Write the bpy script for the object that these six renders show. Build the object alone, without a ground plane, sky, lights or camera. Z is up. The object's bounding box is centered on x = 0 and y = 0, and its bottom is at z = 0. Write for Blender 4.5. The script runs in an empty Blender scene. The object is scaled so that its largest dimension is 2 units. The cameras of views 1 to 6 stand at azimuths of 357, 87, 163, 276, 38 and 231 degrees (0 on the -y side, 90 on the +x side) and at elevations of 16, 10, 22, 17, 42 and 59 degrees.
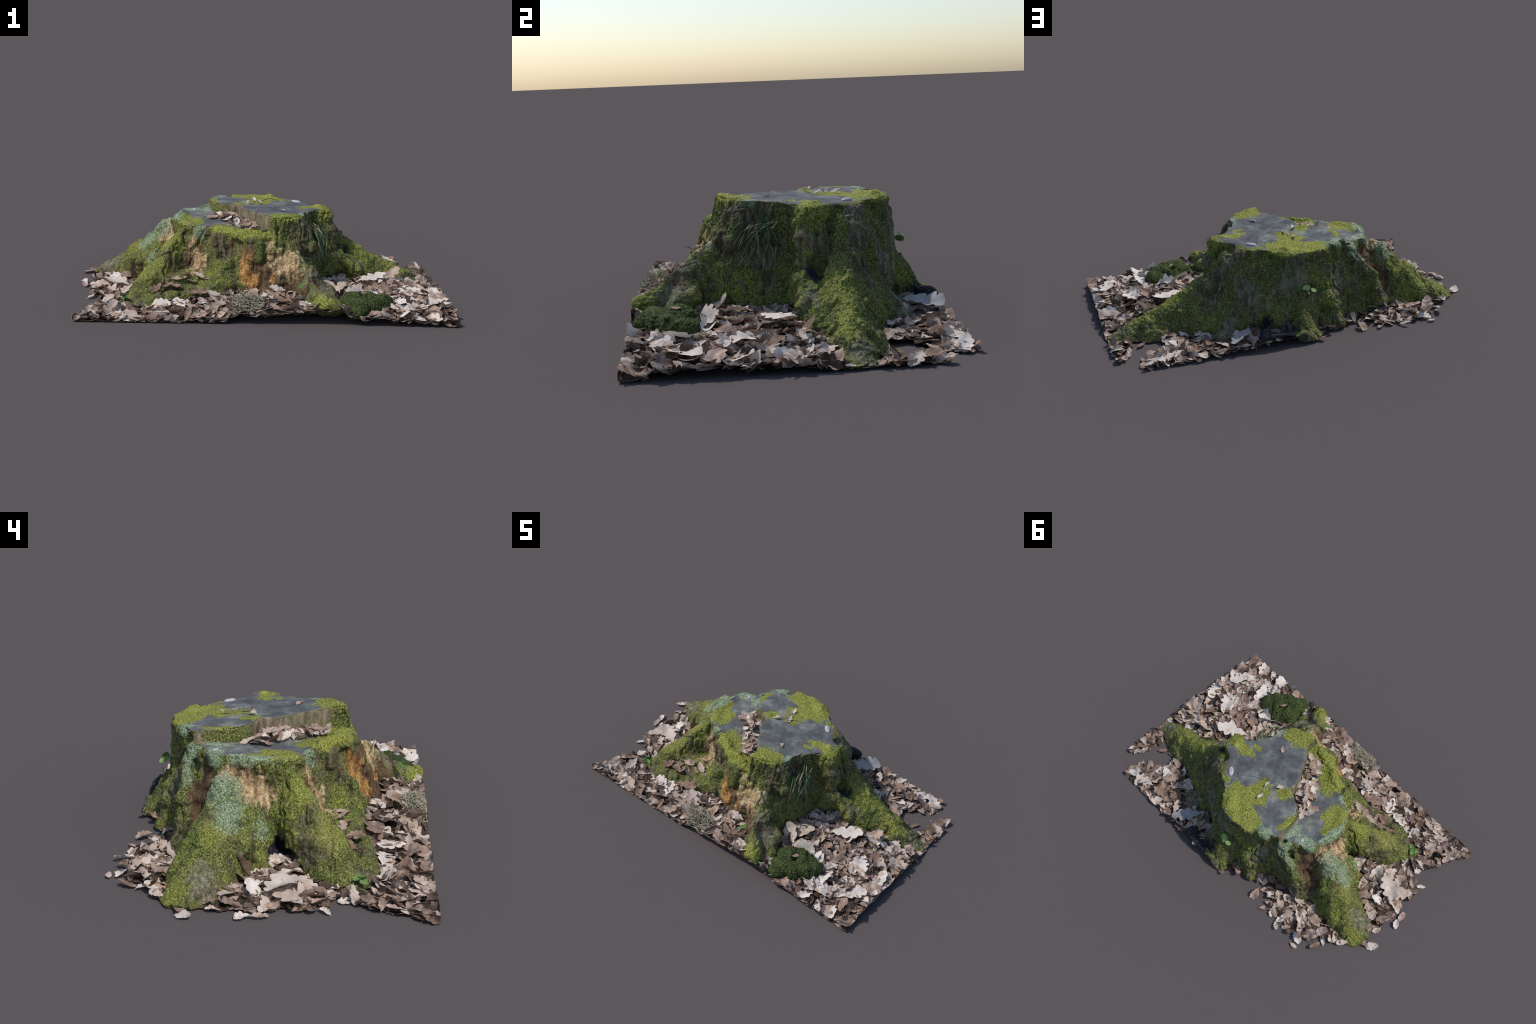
import bpy, bmesh, math, random
import numpy as np
from mathutils import Vector, Matrix, Euler

RNG = np.random.default_rng(11)
random.seed(11)
SC = bpy.context.scene.collection

# ------------------------------------------------------------------ noise
def _hash(ix, iy, iz, seed):
    h = (ix * 374761393 + iy * 668265263 + iz * 2147483647 + seed * 974634777) & 0xFFFFFFFF
    h = ((h ^ (h >> 13)) * 1274126177) & 0xFFFFFFFF
    h = ((h ^ (h >> 16)) * 2246822519) & 0xFFFFFFFF
    return ((h ^ (h >> 15)) & 0xFFFFFF) / float(0xFFFFFF) * 2 - 1

def noise3(P, scale, seed=0):
    """smooth value noise in -1..1 at points P (n,3); scale = features per metre"""
    Q = np.asarray(P, float) * np.asarray(scale, float) + 100.37
    I = np.floor(Q).astype(np.int64)
    F = Q - I
    F = F * F * F * (F * (F * 6 - 15) + 10)
    out = 0
    for dx in (0, 1):
        wx = F[:, 0] if dx else 1 - F[:, 0]
        for dy in (0, 1):
            wy = F[:, 1] if dy else 1 - F[:, 1]
            for dz in (0, 1):
                wz = F[:, 2] if dz else 1 - F[:, 2]
                out = out + wx * wy * wz * _hash(I[:, 0] + dx, I[:, 1] + dy, I[:, 2] + dz, seed)
    return out

def fbm(P, scale, seed=0, octaves=3):
    s, a, out = np.asarray(scale, float), 1.0, 0
    for o in range(octaves):
        out = out + a * noise3(P, s, seed + o * 17)
        s, a = s * 2.03, a * 0.5
    return out

def smoothstep(a, b, x):
    t = np.clip((x - a) / (b - a), 0, 1)
    return t * t * (3 - 2 * t)

# ------------------------------------------------------------------ plan outlines
# rim of the cut trunk, mid-height section and section at the ground (x, y)
RIM = [(.36, .11), (.345, .15), (.265, .215), (.23, .268), (.205, .305), (.14, .35), (.11, .40), (.01, .452), (-.054, .44),
       (-.104, .432), (-.15, .396), (-.207, .374), (-.253, .343), (-.30, .315), (-.33, .265), (-.39, .25), (-.44, .20),
       (-.456, .107), (-.474, .035), (-.448, -.038), (-.395, -.105), (-.334, -.125), (-.255, -.162), (-.21, -.203),
       (-.10, -.245), (-.05, -.29), (.057, -.262), (.12, -.25), (.175, -.215), (.235, -.15), (.225, -.105), (.235, -.07),
       (.265, -.005), (.31, .03)]
MID = [(.38, .06), (.41, .16), (.40, .285), (.32, .35), (.235, .405), (.15, .443), (.03, .474), (-.08, .462), (-.16, .43), (-.24, .385),
       (-.33, .355), (-.42, .32), (-.455, .26), (-.50, .2), (-.525, .09), (-.495, 0), (-.45, -.09), (-.405, -.14), (-.34, -.165),
       (-.25, -.222), (-.1, -.32), (.02, -.37), (.13, -.37), (.235, -.33), (.295, -.21), (.30, -.09), (.33, -.01)]
BASE = [(.40, .06), (.44, .20), (.40, .33), (.30, .38), (.22, .40), (.17, .46), (.07, .54), (-.03, .49), (-.16, .46), (-.25, .395),
        (-.33, .355), (-.46, .34), (-.50, .28), (-.52, .2), (-.53, .08), (-.50, -.02), (-.46, -.1), (-.42, -.2), (-.36, -.25),
        (-.25, -.29), (-.12, -.38), (0, -.49), (.1, -.485), (.2, -.42), (.32, -.28), (.335, -.12), (.36, -.03)]
# lip of the higher cut; everything west and south of it was cut lower
LIP = [(.05, -.36), (.05, -.25), (.034, -.185), (.007, -.161), (-.025, -.111), (-.062, -.049), (-.086, -.023), (-.106, .027),
       (-.11, .072), (-.152, .088), (-.219, .116), (-.252, .149), (-.271, .207), (-.275, .27), (-.315, .315), (-.36, .36)]
LOW_REGION = LIP + [(-.6, .36), (-.9, 0), (-.5, -.6), (.05, -.6)]
# whole patch as seen from above
PATCH = [(-.955, -.592), (.998, -.592), (.998, .17), (.998, .38), (.985, .485), (.93, .455), (.885, .40), (.885, .32), (.85, .27), (.76, .26), (.71, .285), (.735, .37),
         (.80, .43), (.865, .475), (.88, .53), (.86, .585), (.72, .597), (.5, .597), (.33, .597), (.25, .58), (.05, .585), (-.2, .49), (-.33, .44),
         (-.40, .53), (-.45, .53), (-.63, .54), (-.68, .54), (-.73, .47), (-.75, .42), (-.86, .37), (-.90, .256), (-.925, .16),
         (-.935, .0), (-.90, -.08), (-.92, -.18), (-.85, -.24), (-.80, -.25), (-.855, -.34), (-.89, -.42)]

def poly_sdf(px, py, poly):
    poly = np.array(poly, float)
    d = np.full(px.shape, 1e9)
    inside = np.zeros(px.shape, bool)
    for a, b in zip(poly, np.roll(poly, -1, 0)):
        e = b - a
        wx, wy = px - a[0], py - a[1]
        t = np.clip((wx * e[0] + wy * e[1]) / (e @ e), 0, 1)
        d = np.minimum(d, (wx - t * e[0]) ** 2 + (wy - t * e[1]) ** 2)
        cross = ((a[1] <= py) != (b[1] <= py)) & (px < a[0] + (py - a[1]) / (e[1] if e[1] else 1e-12) * e[0])
        inside ^= cross
    d = np.sqrt(d)
    return np.where(inside, -d, d)

def smooth_closed(poly, n=1):
    p = np.array(poly, float)
    for _ in range(n):          # Chaikin corner cutting
        q = np.roll(p, -1, 0)
        p = np.stack([p * .75 + q * .25, p * .25 + q * .75], 1).reshape(-1, 2)
    return p

def upper_plane(x, y):
    return .4565 - .05 * y - .012 * x

def lower_plane(x, y):
    return .383 + .045 * y

# ------------------------------------------------------------------ litter height
GROUND_POINTS = np.array([
    (-.95, -.585, .008), (-.7, -.585, .012), (-.475, -.585, .008), (-.226, -.585, .012), (-.05, -.585, .04), (.04, -.585, .062), (-.01, -.535, .14),
    (.17, -.585, .082), (.29, -.585, .1), (.37, -.585, .1), (.5, -.585, .05), (.7, -.585, .05), (.83, -.585, .034), (1, -.585, .01),
    (.985, -.4, .04), (.985, -.1, .034), (.985, .15, .01), (.9, -.388, .056), (.816, -.21, .06), (.62, -.074, .08), (.4, -.15, .075),
    (.35, -.25, .085), (.5, -.25, .075), (.65, -.4, .068), (-.35, -.376, .07), (-.42, -.44, .042), (-.13, -.49, .12), (-.07, -.5, .12), (.05, -.476, .14),
    (.15, -.46, .145), (-.6, -.45, .03), (-.75, -.4, .022), (-.81, -.108, .016), (-.62, 0, .032), (-.708, .08, .032), (-.9, 0, .012),
    (-.95, .15, .006), (-.6, .4, .018), (-.7, .5, .006), (-.4, .5, .015), (.34, .5, .04), (.34, .6, .03), (.5, .5, .032), (.55, .6, .015),
    (.75, .55, .008), (.6, .36, .03), (.9, .4, .006), (.98, .45, .004), (.15, .58, .04), (-.8, -.25, .012), (-.87, -.45, .012)])

def litter_height(x, y):
    x, y = np.atleast_1d(x).astype(float), np.atleast_1d(y).astype(float)
    w = 1 / ((x[:, None] - GROUND_POINTS[:, 0]) ** 2 + (y[:, None] - GROUND_POINTS[:, 1]) ** 2 + .0012) ** 1.6
    return np.maximum(.0, (w * GROUND_POINTS[:, 2]).sum(1) / w.sum(1) * .86 - .004)

# ------------------------------------------------------------------ stump as a solid field
H = .0075
X0, Y0, Z0 = -1.0, -.615, -.02
NX, NY, NZ = 268, 165, 71
gx = (X0 + H * np.arange(NX)).astype(np.float32)
gy = (Y0 + H * np.arange(NY)).astype(np.float32)
gz = (Z0 + H * np.arange(NZ)).astype(np.float32)
GX2, GY2 = np.meshgrid(gx, gy, indexing="ij")

def smin(a, b, k):
    h = np.clip(.5 + .5 * (b - a) / k, 0, 1)
    return b * (1 - h) + a * h - k * h * (1 - h)

def smax(a, b, k):
    return -smin(-a, -b, k)

d_base = poly_sdf(GX2, GY2, smooth_closed(BASE, 2)).astype(np.float32)
d_mid = poly_sdf(GX2, GY2, smooth_closed(MID, 2)).astype(np.float32)
d_rim = poly_sdf(GX2, GY2, smooth_closed(RIM, 1)).astype(np.float32)
body = np.empty((NX, NY, NZ), np.float32)
for k, z in enumerate(gz):
    if z < .19:
        t = max(0, min(1, (z - .02) / .17)); t = 1 - (1 - t) ** 1.4
        body[:, :, k] = d_base * (1 - t) + d_mid * t
    else:
        t = min(1, (z - .19) / .20); t = t ** .9
        body[:, :, k] = d_mid * (1 - t) + d_rim * t
body *= .85

def sub_box(points, margin):
    p = np.array([q[:3] for q in points]); r = max(q[3] for q in points) + margin
    lo, hi = p.min(0) - r, p.max(0) + r
    return tuple(slice(max(0, int((l - o) / H)), min(n, int((h - o) / H) + 2)) for l, h, o, n in zip(lo, hi, (X0, Y0, Z0), (NX, NY, NZ)))

def tube_field(points, sl):
    x, y, z = np.meshgrid(gx[sl[0]], gy[sl[1]], gz[sl[2]], indexing="ij")
    out = np.full(x.shape, 1e3, np.float32)
    for a, b in zip(points[:-1], points[1:]):
        e = np.array(b[:3]) - np.array(a[:3])
        t = np.clip(((x - a[0]) * e[0] + (y - a[1]) * e[1] + (z - a[2]) * e[2]) / (e @ e), 0, 1)
        d = np.sqrt((x - a[0] - t * e[0]) ** 2 + (y - a[1] - t * e[1]) ** 2 + (z - a[2] - t * e[2]) ** 2) - (a[3] + t * (b[3] - a[3]))
        out = np.minimum(out, d) if out[0, 0, 0] > 500 else smin(out, d, .03)
    return out

def add_tube(points, k=.05):
    sl = sub_box(points, k + .03)
    body[sl] = smin(body[sl], tube_field(points, sl), k)

def carve_tube(points, k=.02):
    sl = sub_box(points, k + .03)
    body[sl] = smax(body[sl], -tube_field(points, sl), k)

ROOTS = [   # crest points: x, y, height of the crest, half width on the ground; these become the named roots
    ([(.35, .20, .42, .15), (.40, .195, .36, .16), (.48, .185, .28, .165), (.556, .18, .225, .155), (.67, .175, .163, .14), (.784, .175, .108, .12), (.9, .18, .05, .095), (1.0, .195, .006, .06)], 1.55),
    ([(-.50, .165, .345, .11), (-.545, .175, .335, .125), (-.6, .19, .272, .135), (-.7, .205, .19, .13), (-.8, .235, .11, .115), (-.87, .275, .055, .09), (-.93, .31, .0, .05)], 1.9),
    ([(-.415, -.05, .37, .075), (-.46, -.095, .335, .085), (-.52, -.155, .262, .092), (-.585, -.225, .185, .098), (-.655, -.295, .10, .095), (-.71, -.35, .038, .075), (-.745, -.385, 0, .045)], 2.3),
    ([(.15, -.28, .33, .09), (.21, -.37, .265, .09), (.235, -.44, .215, .09), (.28, -.5, .172, .095), (.33, -.56, .135, .095), (.36, -.63, .115, .09)], 1.4),
    ([(.3, .29, .3, .1), (.36, .35, .17, .1), (.41, .4, .08, .09), (.45, .45, .03, .07)], 1.4),
    ([(0, .43, .28, .08), (.02, .5, .16, .09), (.04, .55, .09, .1), (.05, .6, .05, .1)], 1.4),
]

def crest_profile(points, px, py):
    """plan distance to the crest line, with crest height and half width at the nearest point"""
    best = np.full(px.shape, 1e9); hc = np.zeros(px.shape); wc = np.zeros(px.shape)
    for a, b in zip(points[:-1], points[1:]):
        e = np.array(b[:2]) - np.array(a[:2])
        t = np.clip(((px - a[0]) * e[0] + (py - a[1]) * e[1]) / (e @ e), 0, 1)
        d = np.hypot(px - a[0] - t * e[0], py - a[1] - t * e[1])
        m = d < best
        best = np.where(m, d, best); hc = np.where(m, a[2] + t * (b[2] - a[2]), hc); wc = np.where(m, a[3] + t * (b[3] - a[3]), wc)
    return best, hc, wc

def add_ridge(points, power, k=.03):
    l, hc, wc = crest_profile(points, GX2, GY2)
    l = np.sqrt(l * l + .012 ** 2) - .012
    top = (hc * (1 - (l / wc) ** power) - .02 * (l / wc)).astype(np.float32)
    slope = (1 / np.sqrt(1 + (hc / wc) ** 2)).astype(np.float32)
    near = l < wc * 1.8
    for k_, z in enumerate(gz):
        f = np.where(near, (z - top) * slope, .5).astype(np.float32)
        body[:, :, k_] = smin(body[:, :, k_], f, k)

for crest, power in ROOTS:
    add_ridge(crest, power)
add_tube([(.235, -.355, .2, .045), (.32, -.405, .10, .045), (.385, -.465, .055, .036)], .025)           # thin prong of the front root
add_tube([(-.62, -.36, .0, .05), (-.47, -.335, .045, .05), (-.31, -.30, .06, .05), (-.2, -.285, .11, .05)], .02)   # mossy ridge
add_tube([(-.185, -.285, .13, .055), (-.175, -.27, .205, .05)], .025)                              # knob at the front
add_tube([(-.305, .325, .365, .028), (-.42, .318, .225, .03), (-.485, .335, .06, .04)], .03)       # ridge beside the split
add_tube([(.335, .088, .41, .055), (.365, .075, .31, .066), (.37, .07, .27, .06)], .02)
add_tube([(.36, .06, .2, .05), (.39, .05, .12, .06)], .03)
add_tube([(.235, -.175, .38, .036), (.25, -.20, .30, .03)], .02)               # mossy column, east
add_tube([(-.15, .42, .16, .045), (-.185, .45, .0, .05)], .04)
add_tube([(.23, .55, .05, .042), (.13, .575, .03, .045)], .03)                                    # dark buttress, north
add_tube([(-.23, -.19, .34, .034), (-.22, -.215, .27, .03)], .03)
add_tube([(-.05, -.26, .34, .04), (-.02, -.295, .26, .035)], .03)
add_tube([(.06, -.24, .4, .04), (.07, -.27, .3, .04)], .02)
add_tube([(.19, -.18, .40, .05), (.2, -.2, .3, .045)], .02)

add_tube([(-.53, .07, .22, .045), (-.575, .05, .11, .055), (-.60, .045, .0, .06)], .03)                 # lobe beside the western root

add_tube([(-.48, -.22, .08, .06), (-.38, -.205, .10, .065), (-.29, -.225, .10, .055)], .03)
add_tube([(.265, .245, .40, .045), (.30, .285, .31, .06), (.28, .31, .22, .055)], .04)   # shoulder, north-east
add_tube([(-.56, .11, .21, .05), (-.63, .125, .12, .065), (-.69, .14, .03, .06)], .03)
add_tube([(-.455, .285, .15, .04), (-.51, .28, .05, .05)], .02)
add_tube([(.44, .07, .17, .05), (.54, .07, .09, .058), (.66, .085, .03, .05)], .03)
add_tube([(.11, .46, .13, .045), (.12, .49, .05, .05)], .03)

# hollows
carve_tube([(-.60, -.085, .01, .04), (-.53, -.06, .04, .042), (-.47, -.045, .09, .03)], .02)             # cave between western roots
carve_tube([(-.47, -.075, .26, .014), (-.40, -.02, .25, .016)], .012)
carve_tube([(.56, .03, .20, .030), (.50, .075, .225, .034), (.44, .11, .235, .03)], .012)             # knot hole, east root
carve_tube([(.185, .54, .02, .035), (.185, .49, .05, .03), (.18, .45, .07, .025)], .015)               # hollow, north
carve_tube([(-.29, .30, .46, .012), (-.315, .295, .37, .014), (-.40, .29, .24, .012), (-.48, .29, .12, .01)], .014)    # split, west
carve_tube([(.145, -.238, .43, .014), (.15, -.275, .38, .016), (.155, -.33, .29, .012)], .012)
carve_tube([(.075, -.258, .41, .010), (.08, -.30, .33, .012)], .012)
carve_tube([(-.395, -.115, .34, .012), (-.425, -.165, .24, .02), (-.44, -.21, .17, .016)], .015)
carve_tube([(-.125, -.255, .35, .014), (-.13, -.30, .24, .02), (-.13, -.35, .14, .018)], .015)
carve_tube([(-.295, -.155, .36, .012), (-.295, -.185, .28, .012)], .012)
carve_tube([(.0, -.285, .34, .010), (.0, -.345, .24, .012), (.0, -.42, .14, .010)], .012)
carve_tube([(.285, -.05, .45, .030), (.30, -.07, .40, .032)], .02)                                  # bay with a ledge, east
carve_tube([(.345, -.485, .11, .016), (.31, -.44, .165, .012)], .012)
carve_tube([(-.06, .47, .40, .014), (-.07, .49, .34, .012)], .015)
carve_tube([(-.185, .345, .455, .02), (-.165, .385, .43, .018)], .012)
carve_tube([(.10, .455, .39, .010), (.12, .475, .26, .010)], .015)

# the two saw cuts
up2 = upper_plane(GX2, GY2).astype(np.float32)
lo2 = lower_plane(GX2, GY2).astype(np.float32)
d_low = poly_sdf(GX2, GY2, LOW_REGION).astype(np.float32)
for k, z in enumerate(gz):
    s = body[:, :, k]
    s = smax(s, z - up2, .012)
    s = np.maximum(s, -np.maximum(d_low, lo2 - z))
    body[:, :, k] = s

# moss mounds on the cut faces and rims (added after cutting)
for m in [[(.10, -.215, .448, .026), (.17, -.18, .448, .024)], [(.05, -.24, .452, .022), (.10, -.225, .452, .024)],
          [(.33, .10, .425, .033), (.32, .13, .425, .03)],
          [(-.03, .42, .412, .026), (.06, .37, .417, .028), (.10, .32, .418, .026)], [(-.1, .40, .41, .025), (-.04, .33, .41, .032)],
          [(-.24, .335, .422, .022), (-.2, .355, .418, .022)], [(-.14, .105, .44, .018), (-.12, .10, .442, .018)],
          [(-.42, .20, .375, .022), (-.445, .1, .372, .026), (-.44, .0, .365, .026), (-.38, -.08, .36, .026)],
          [(-.30, -.13, .36, .024), (-.22, -.17, .365, .028), (-.1, -.23, .365, .03), (0, -.25, .365, .03)],
          [(-.33, .30, .37, .022), (-.34, .27, .37, .02)]]:
    add_tube(m, .02)

# floor: the front of the patch stands off the ground
floor = (.078 * smoothstep(-.44, -.575, GY2) * smoothstep(-.02, .16, GX2) * smoothstep(.56, .42, GX2)).astype(np.float32)
floor = np.maximum(floor, .05 * smoothstep(.50, .57, GY2) * smoothstep(.05, .1, GX2) * smoothstep(.3, .22, GX2)).astype(np.float32)
for k, z in enumerate(gz):
    s = np.maximum(body[:, :, k], floor + .002 - z)
    s = np.maximum(s, np.maximum(-.594 - GY2, GY2 - .592))
    body[:, :, k] = np.maximum(s, GX2 - .995)

def surface_nets(f):
    """quads on the zero surface of a sampled field"""
    n = f.shape
    neg = f < 0
    c = [neg[i:n[0] - 1 + i, j:n[1] - 1 + j, k:n[2] - 1 + k] for i in (0, 1) for j in (0, 1) for k in (0, 1)]
    cnt = sum(a.astype(np.int8) for a in c)
    active = (cnt > 0) & (cnt < 8)
    idx = np.full(active.shape, -1, np.int64)
    cells = np.argwhere(active)
    idx[active] = np.arange(len(cells))
    acc, num = np.zeros((len(cells), 3)), np.zeros(len(cells))
    corner = [(i, j, k) for i in (0, 1) for j in (0, 1) for k in (0, 1)]
    for a in corner:
        for ax in range(3):
            if a[ax]:
                continue
            b = list(a); b[ax] = 1
            fa = f[cells[:, 0] + a[0], cells[:, 1] + a[1], cells[:, 2] + a[2]].astype(float)
            fb = f[cells[:, 0] + b[0], cells[:, 1] + b[1], cells[:, 2] + b[2]].astype(float)
            m = (fa < 0) != (fb < 0)
            t = fa[m] / (fa[m] - fb[m])
            p = np.tile(np.array(a, float), (m.sum(), 1)); p[:, ax] += t
            acc[m] += p; num[m] += 1
    V = (cells + acc / num[:, None]) * H + np.array([X0, Y0, Z0])
    quads = []
    for ax in range(3):
        b, c2 = (ax + 1) % 3, (ax + 2) % 3
        s0 = [slice(None)] * 3; s1 = [slice(None)] * 3
        s0[ax] = slice(0, n[ax] - 1); s1[ax] = slice(1, n[ax])
        ch = neg[tuple(s0)] != neg[tuple(s1)]
        e = np.argwhere(ch)
        e = e[(e[:, b] > 0) & (e[:, c2] > 0) & (e[:, b] < n[b] - 1) & (e[:, c2] < n[c2] - 1)]
        flip = ~neg[e[:, 0], e[:, 1], e[:, 2]]
        off = np.zeros((4, 3), int)
        off[1, b] = -1; off[2, b] = -1; off[2, c2] = -1; off[3, c2] = -1
        q = np.stack([idx[tuple((e + o).T)] for o in off], 1)
        q[flip] = q[flip][:, ::-1]
        quads.append(q)
    return V, np.concatenate(quads)

V, Q = surface_nets(body)

def make_mesh(name, verts, faces):
    me = bpy.data.meshes.new(name)
    me.vertices.add(len(verts)); me.vertices.foreach_set("co", np.asarray(verts, np.float32).ravel())
    faces = np.asarray(faces)
    k = faces.shape[1]
    me.loops.add(faces.size); me.loops.foreach_set("vertex_index", faces.ravel().astype(np.int32))
    me.polygons.add(len(faces)); me.polygons.foreach_set("loop_start", np.arange(0, faces.size, k, dtype=np.int32))
    me.update(calc_edges=True); me.validate()
    return me

def vertex_normals(V, Q):
    n = np.cross(V[Q[:, 2]] - V[Q[:, 0]], V[Q[:, 3]] - V[Q[:, 1]])
    out = np.zeros_like(V)
    for i in range(4):
        for a in range(3):
            out[:, a] += np.bincount(Q[:, i], n[:, a], len(V))
    return out / (np.linalg.norm(out, axis=1)[:, None] + 1e-12)

def relax(V, Q, steps):
    for _ in range(steps):
        s, c = np.zeros_like(V), np.zeros(len(V))
        for i in range(4):
            for j in (1, 3):
                for a in range(3):
                    s[:, a] += np.bincount(Q[:, i], V[Q[:, (i + j) % 4], a], len(V))
                c += np.bincount(Q[:, i], minlength=len(V))
        V = V * .5 + .5 * s / c[:, None]
    return V

def subdivide(V, Q):
    """split every quad into four, edges shared"""
    E = np.concatenate([np.stack([Q[:, i], Q[:, (i + 1) % 4]], 1) for i in range(4)])
    Es = np.sort(E, 1)
    u, inv = np.unique(Es[:, 0] * len(V) + Es[:, 1], return_inverse=True)
    mid = (V[u // len(V)] + V[u % len(V)]) / 2
    cen = V[Q].mean(1)
    m = inv.reshape(4, -1).T + len(V)
    c = np.arange(len(Q)) + len(V) + len(mid)
    parts = [np.stack([Q[:, i], m[:, i], c, m[:, (i + 3) % 4]], 1) for i in range(4)]
    return np.concatenate([V, mid, cen]), np.concatenate(parts)

cutU = (np.abs(V[:, 2] - upper_plane(V[:, 0], V[:, 1])) < .009) & (poly_sdf(V[:, 0], V[:, 1], LOW_REGION) > 0)
V = relax(V, Q, 2)
V, Q = subdivide(V, Q)
V = relax(V, Q, 1)
N = vertex_normals(V, Q)

# relief: fluting down the flanks, lumps and mossy fuzz; the saw cuts stay nearly flat
low_in = poly_sdf(V[:, 0], V[:, 1], LOW_REGION)
on_up = smoothstep(.016, .006, np.abs(V[:, 2] - upper_plane(V[:, 0], V[:, 1]))) * smoothstep(.6, .9, N[:, 2])
on_lo = smoothstep(.016, .006, np.abs(V[:, 2] - lower_plane(V[:, 0], V[:, 1]))) * smoothstep(.6, .9, N[:, 2])
wall = smoothstep(.02, .008, np.abs(low_in)) * smoothstep(.36, .385, V[:, 2]) * smoothstep(.7, .3, np.abs(N[:, 2]))
flat = np.clip(np.maximum(np.maximum(on_up, on_lo), wall), 0, 1)
rough = 1 - .93 * flat
flank = smoothstep(.75, .35, np.abs(N[:, 2]))
groove = np.abs(noise3(V + .02 * fbm(V, 12, 31, 2)[:, None], (15, 15, 3.4), 33))
disp = .009 * fbm(V, (16, 16, 3.2), 3, 2) * flank + (.003 - .016 * smoothstep(.22, .0, groove) * smoothstep(-.25, .35, noise3(V, 6, 37))) * flank * smoothstep(.06, .14, V[:, 2]) + .009 * noise3(V, 8, 38) + .010 * smoothstep(.05, .45, noise3(V, 21, 39)) - .006 + .0075 * fbm(V, 13, 5, 2) + .0038 * fbm(V, 45, 7, 2) + .0022 * noise3(V, 120, 9) + .0015 * noise3(V, 230, 19)
edge_fade = smoothstep(0, .03, V[:, 1] + .596) * smoothstep(0, .03, .59 - V[:, 1])
V = V + N * (disp * rough * np.maximum(edge_fade, .3))[:, None]
V = V + N * (on_up * .0012 * fbm(V, 30, 23, 2))[:, None]
V[:, 2] = np.maximum(V[:, 2], .001)
V[:, 0] = np.minimum(V[:, 0], .998)
V[:, 1] = np.clip(V[:, 1], -.597, .595)
N = vertex_normals(V, Q)

# ------------------------------------------------------------------ materials
class Nodes:
    def __init__(self, name):
        self.mat = bpy.data.materials.new(name); self.mat.use_nodes = True
        self.t = self.mat.node_tree
        self.bsdf = next(n for n in self.t.nodes if n.type == "BSDF_PRINCIPLED")
        self.bsdf.inputs["Specular IOR Level"].default_value = .15
        self.bsdf.inputs["Roughness"].default_value = .9
        self.co = self.n("ShaderNodeTexCoord").outputs["Object"]
    def n(self, kind, **kw):
        node = self.t.nodes.new(kind)
        for k, v in kw.items():
            setattr(node, k, v)
        return node
    def put(self, sock, v):
        if hasattr(v, "is_output"):
            self.t.links.new(v, sock)
        else:
            sock.default_value = v
    def noise(self, scale, detail=3, rough=.6, vec=None, stretch=None, dist=0):
        vec = vec or self.co
        if stretch:
            m = self.n("ShaderNodeMapping"); self.put(m.inputs["Vector"], vec); m.inputs["Scale"].default_value = stretch; vec = m.outputs[0]
        t = self.n("ShaderNodeTexNoise"); self.put(t.inputs["Vector"], vec)
        t.inputs["Scale"].default_value = scale; t.inputs["Detail"].default_value = detail; t.inputs["Roughness"].default_value = rough
        t.inputs["Distortion"].default_value = dist
        return t.outputs["Fac"]
    def voronoi(self, scale, out="Distance", vec=None, feature="F1"):
        t = self.n("ShaderNodeTexVoronoi", feature=feature); self.put(t.inputs["Vector"], vec or self.co); t.inputs["Scale"].default_value = scale
        return t.outputs[out]
    def math(self, op, a, b=0.0, c=0.0, clamp=False):
        m = self.n("ShaderNodeMath", operation=op, use_clamp=clamp)
        for s, v in zip(m.inputs, (a, b, c)):
            self.put(s, v)
        return m.outputs[0]
    def remap(self, v, a, b, c=0.0, d=1.0):
        m = self.n("ShaderNodeMapRange", interpolation_type="SMOOTHSTEP")
        for s, x in zip(m.inputs, (v, a, b, c, d)):
            self.put(s, x)
        return m.outputs[0]
    def ramp(self, v, stops):
        r = self.n("ShaderNodeValToRGB"); self.put(r.inputs[0], v)
        el = r.color_ramp.elements
        while len(el) < len(stops):
            el.new(.5)
        for e, (p, c) in zip(el, stops):
            e.position = p; e.color = (*c, 1)
        return r.outputs[0]
    def mix(self, f, a, b, mode="MIX"):
        m = self.n("ShaderNodeMix", data_type="RGBA", blend_type=mode)
        self.put(m.inputs[0], f)
        for s, v in ((m.inputs[6], a), (m.inputs[7], b)):
            self.put(s, (*v, 1) if isinstance(v, tuple) and len(v) == 3 else v)
        return m.outputs[2]
    def blobs(self, spots, wobble, soft=.25, bias=0.0):
        """1 inside any of the ellipsoids (centre, radii), with an edge broken up by wobble"""
        best = None
        for c, r in spots:
            s = self.n("ShaderNodeVectorMath", operation="SUBTRACT"); self.put(s.inputs[0], self.co); s.inputs[1].default_value = c
            d = self.n("ShaderNodeVectorMath", operation="DIVIDE"); self.t.links.new(s.outputs[0], d.inputs[0]); d.inputs[1].default_value = r
            l = self.n("ShaderNodeVectorMath", operation="LENGTH"); self.t.links.new(d.outputs[0], l.inputs[0])
            best = l.outputs["Value"] if best is None else self.math("MINIMUM", best, l.outputs["Value"])
        v = self.math("ADD", best, wobble)
        return self.remap(v, 1 + soft, 1 - soft)
    def finish(self, colour, bump=None, strength=.5, distance=.004):
        self.put(self.bsdf.inputs["Base Color"], colour)
        if bump is not None:
            b = self.n("ShaderNodeBump"); b.inputs["Strength"].default_value = strength; b.inputs["Distance"].default_value = distance
            self.put(b.inputs["Height"], bump); self.put(self.bsdf.inputs["Normal"], b.outputs[0])
        return self.mat

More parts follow.
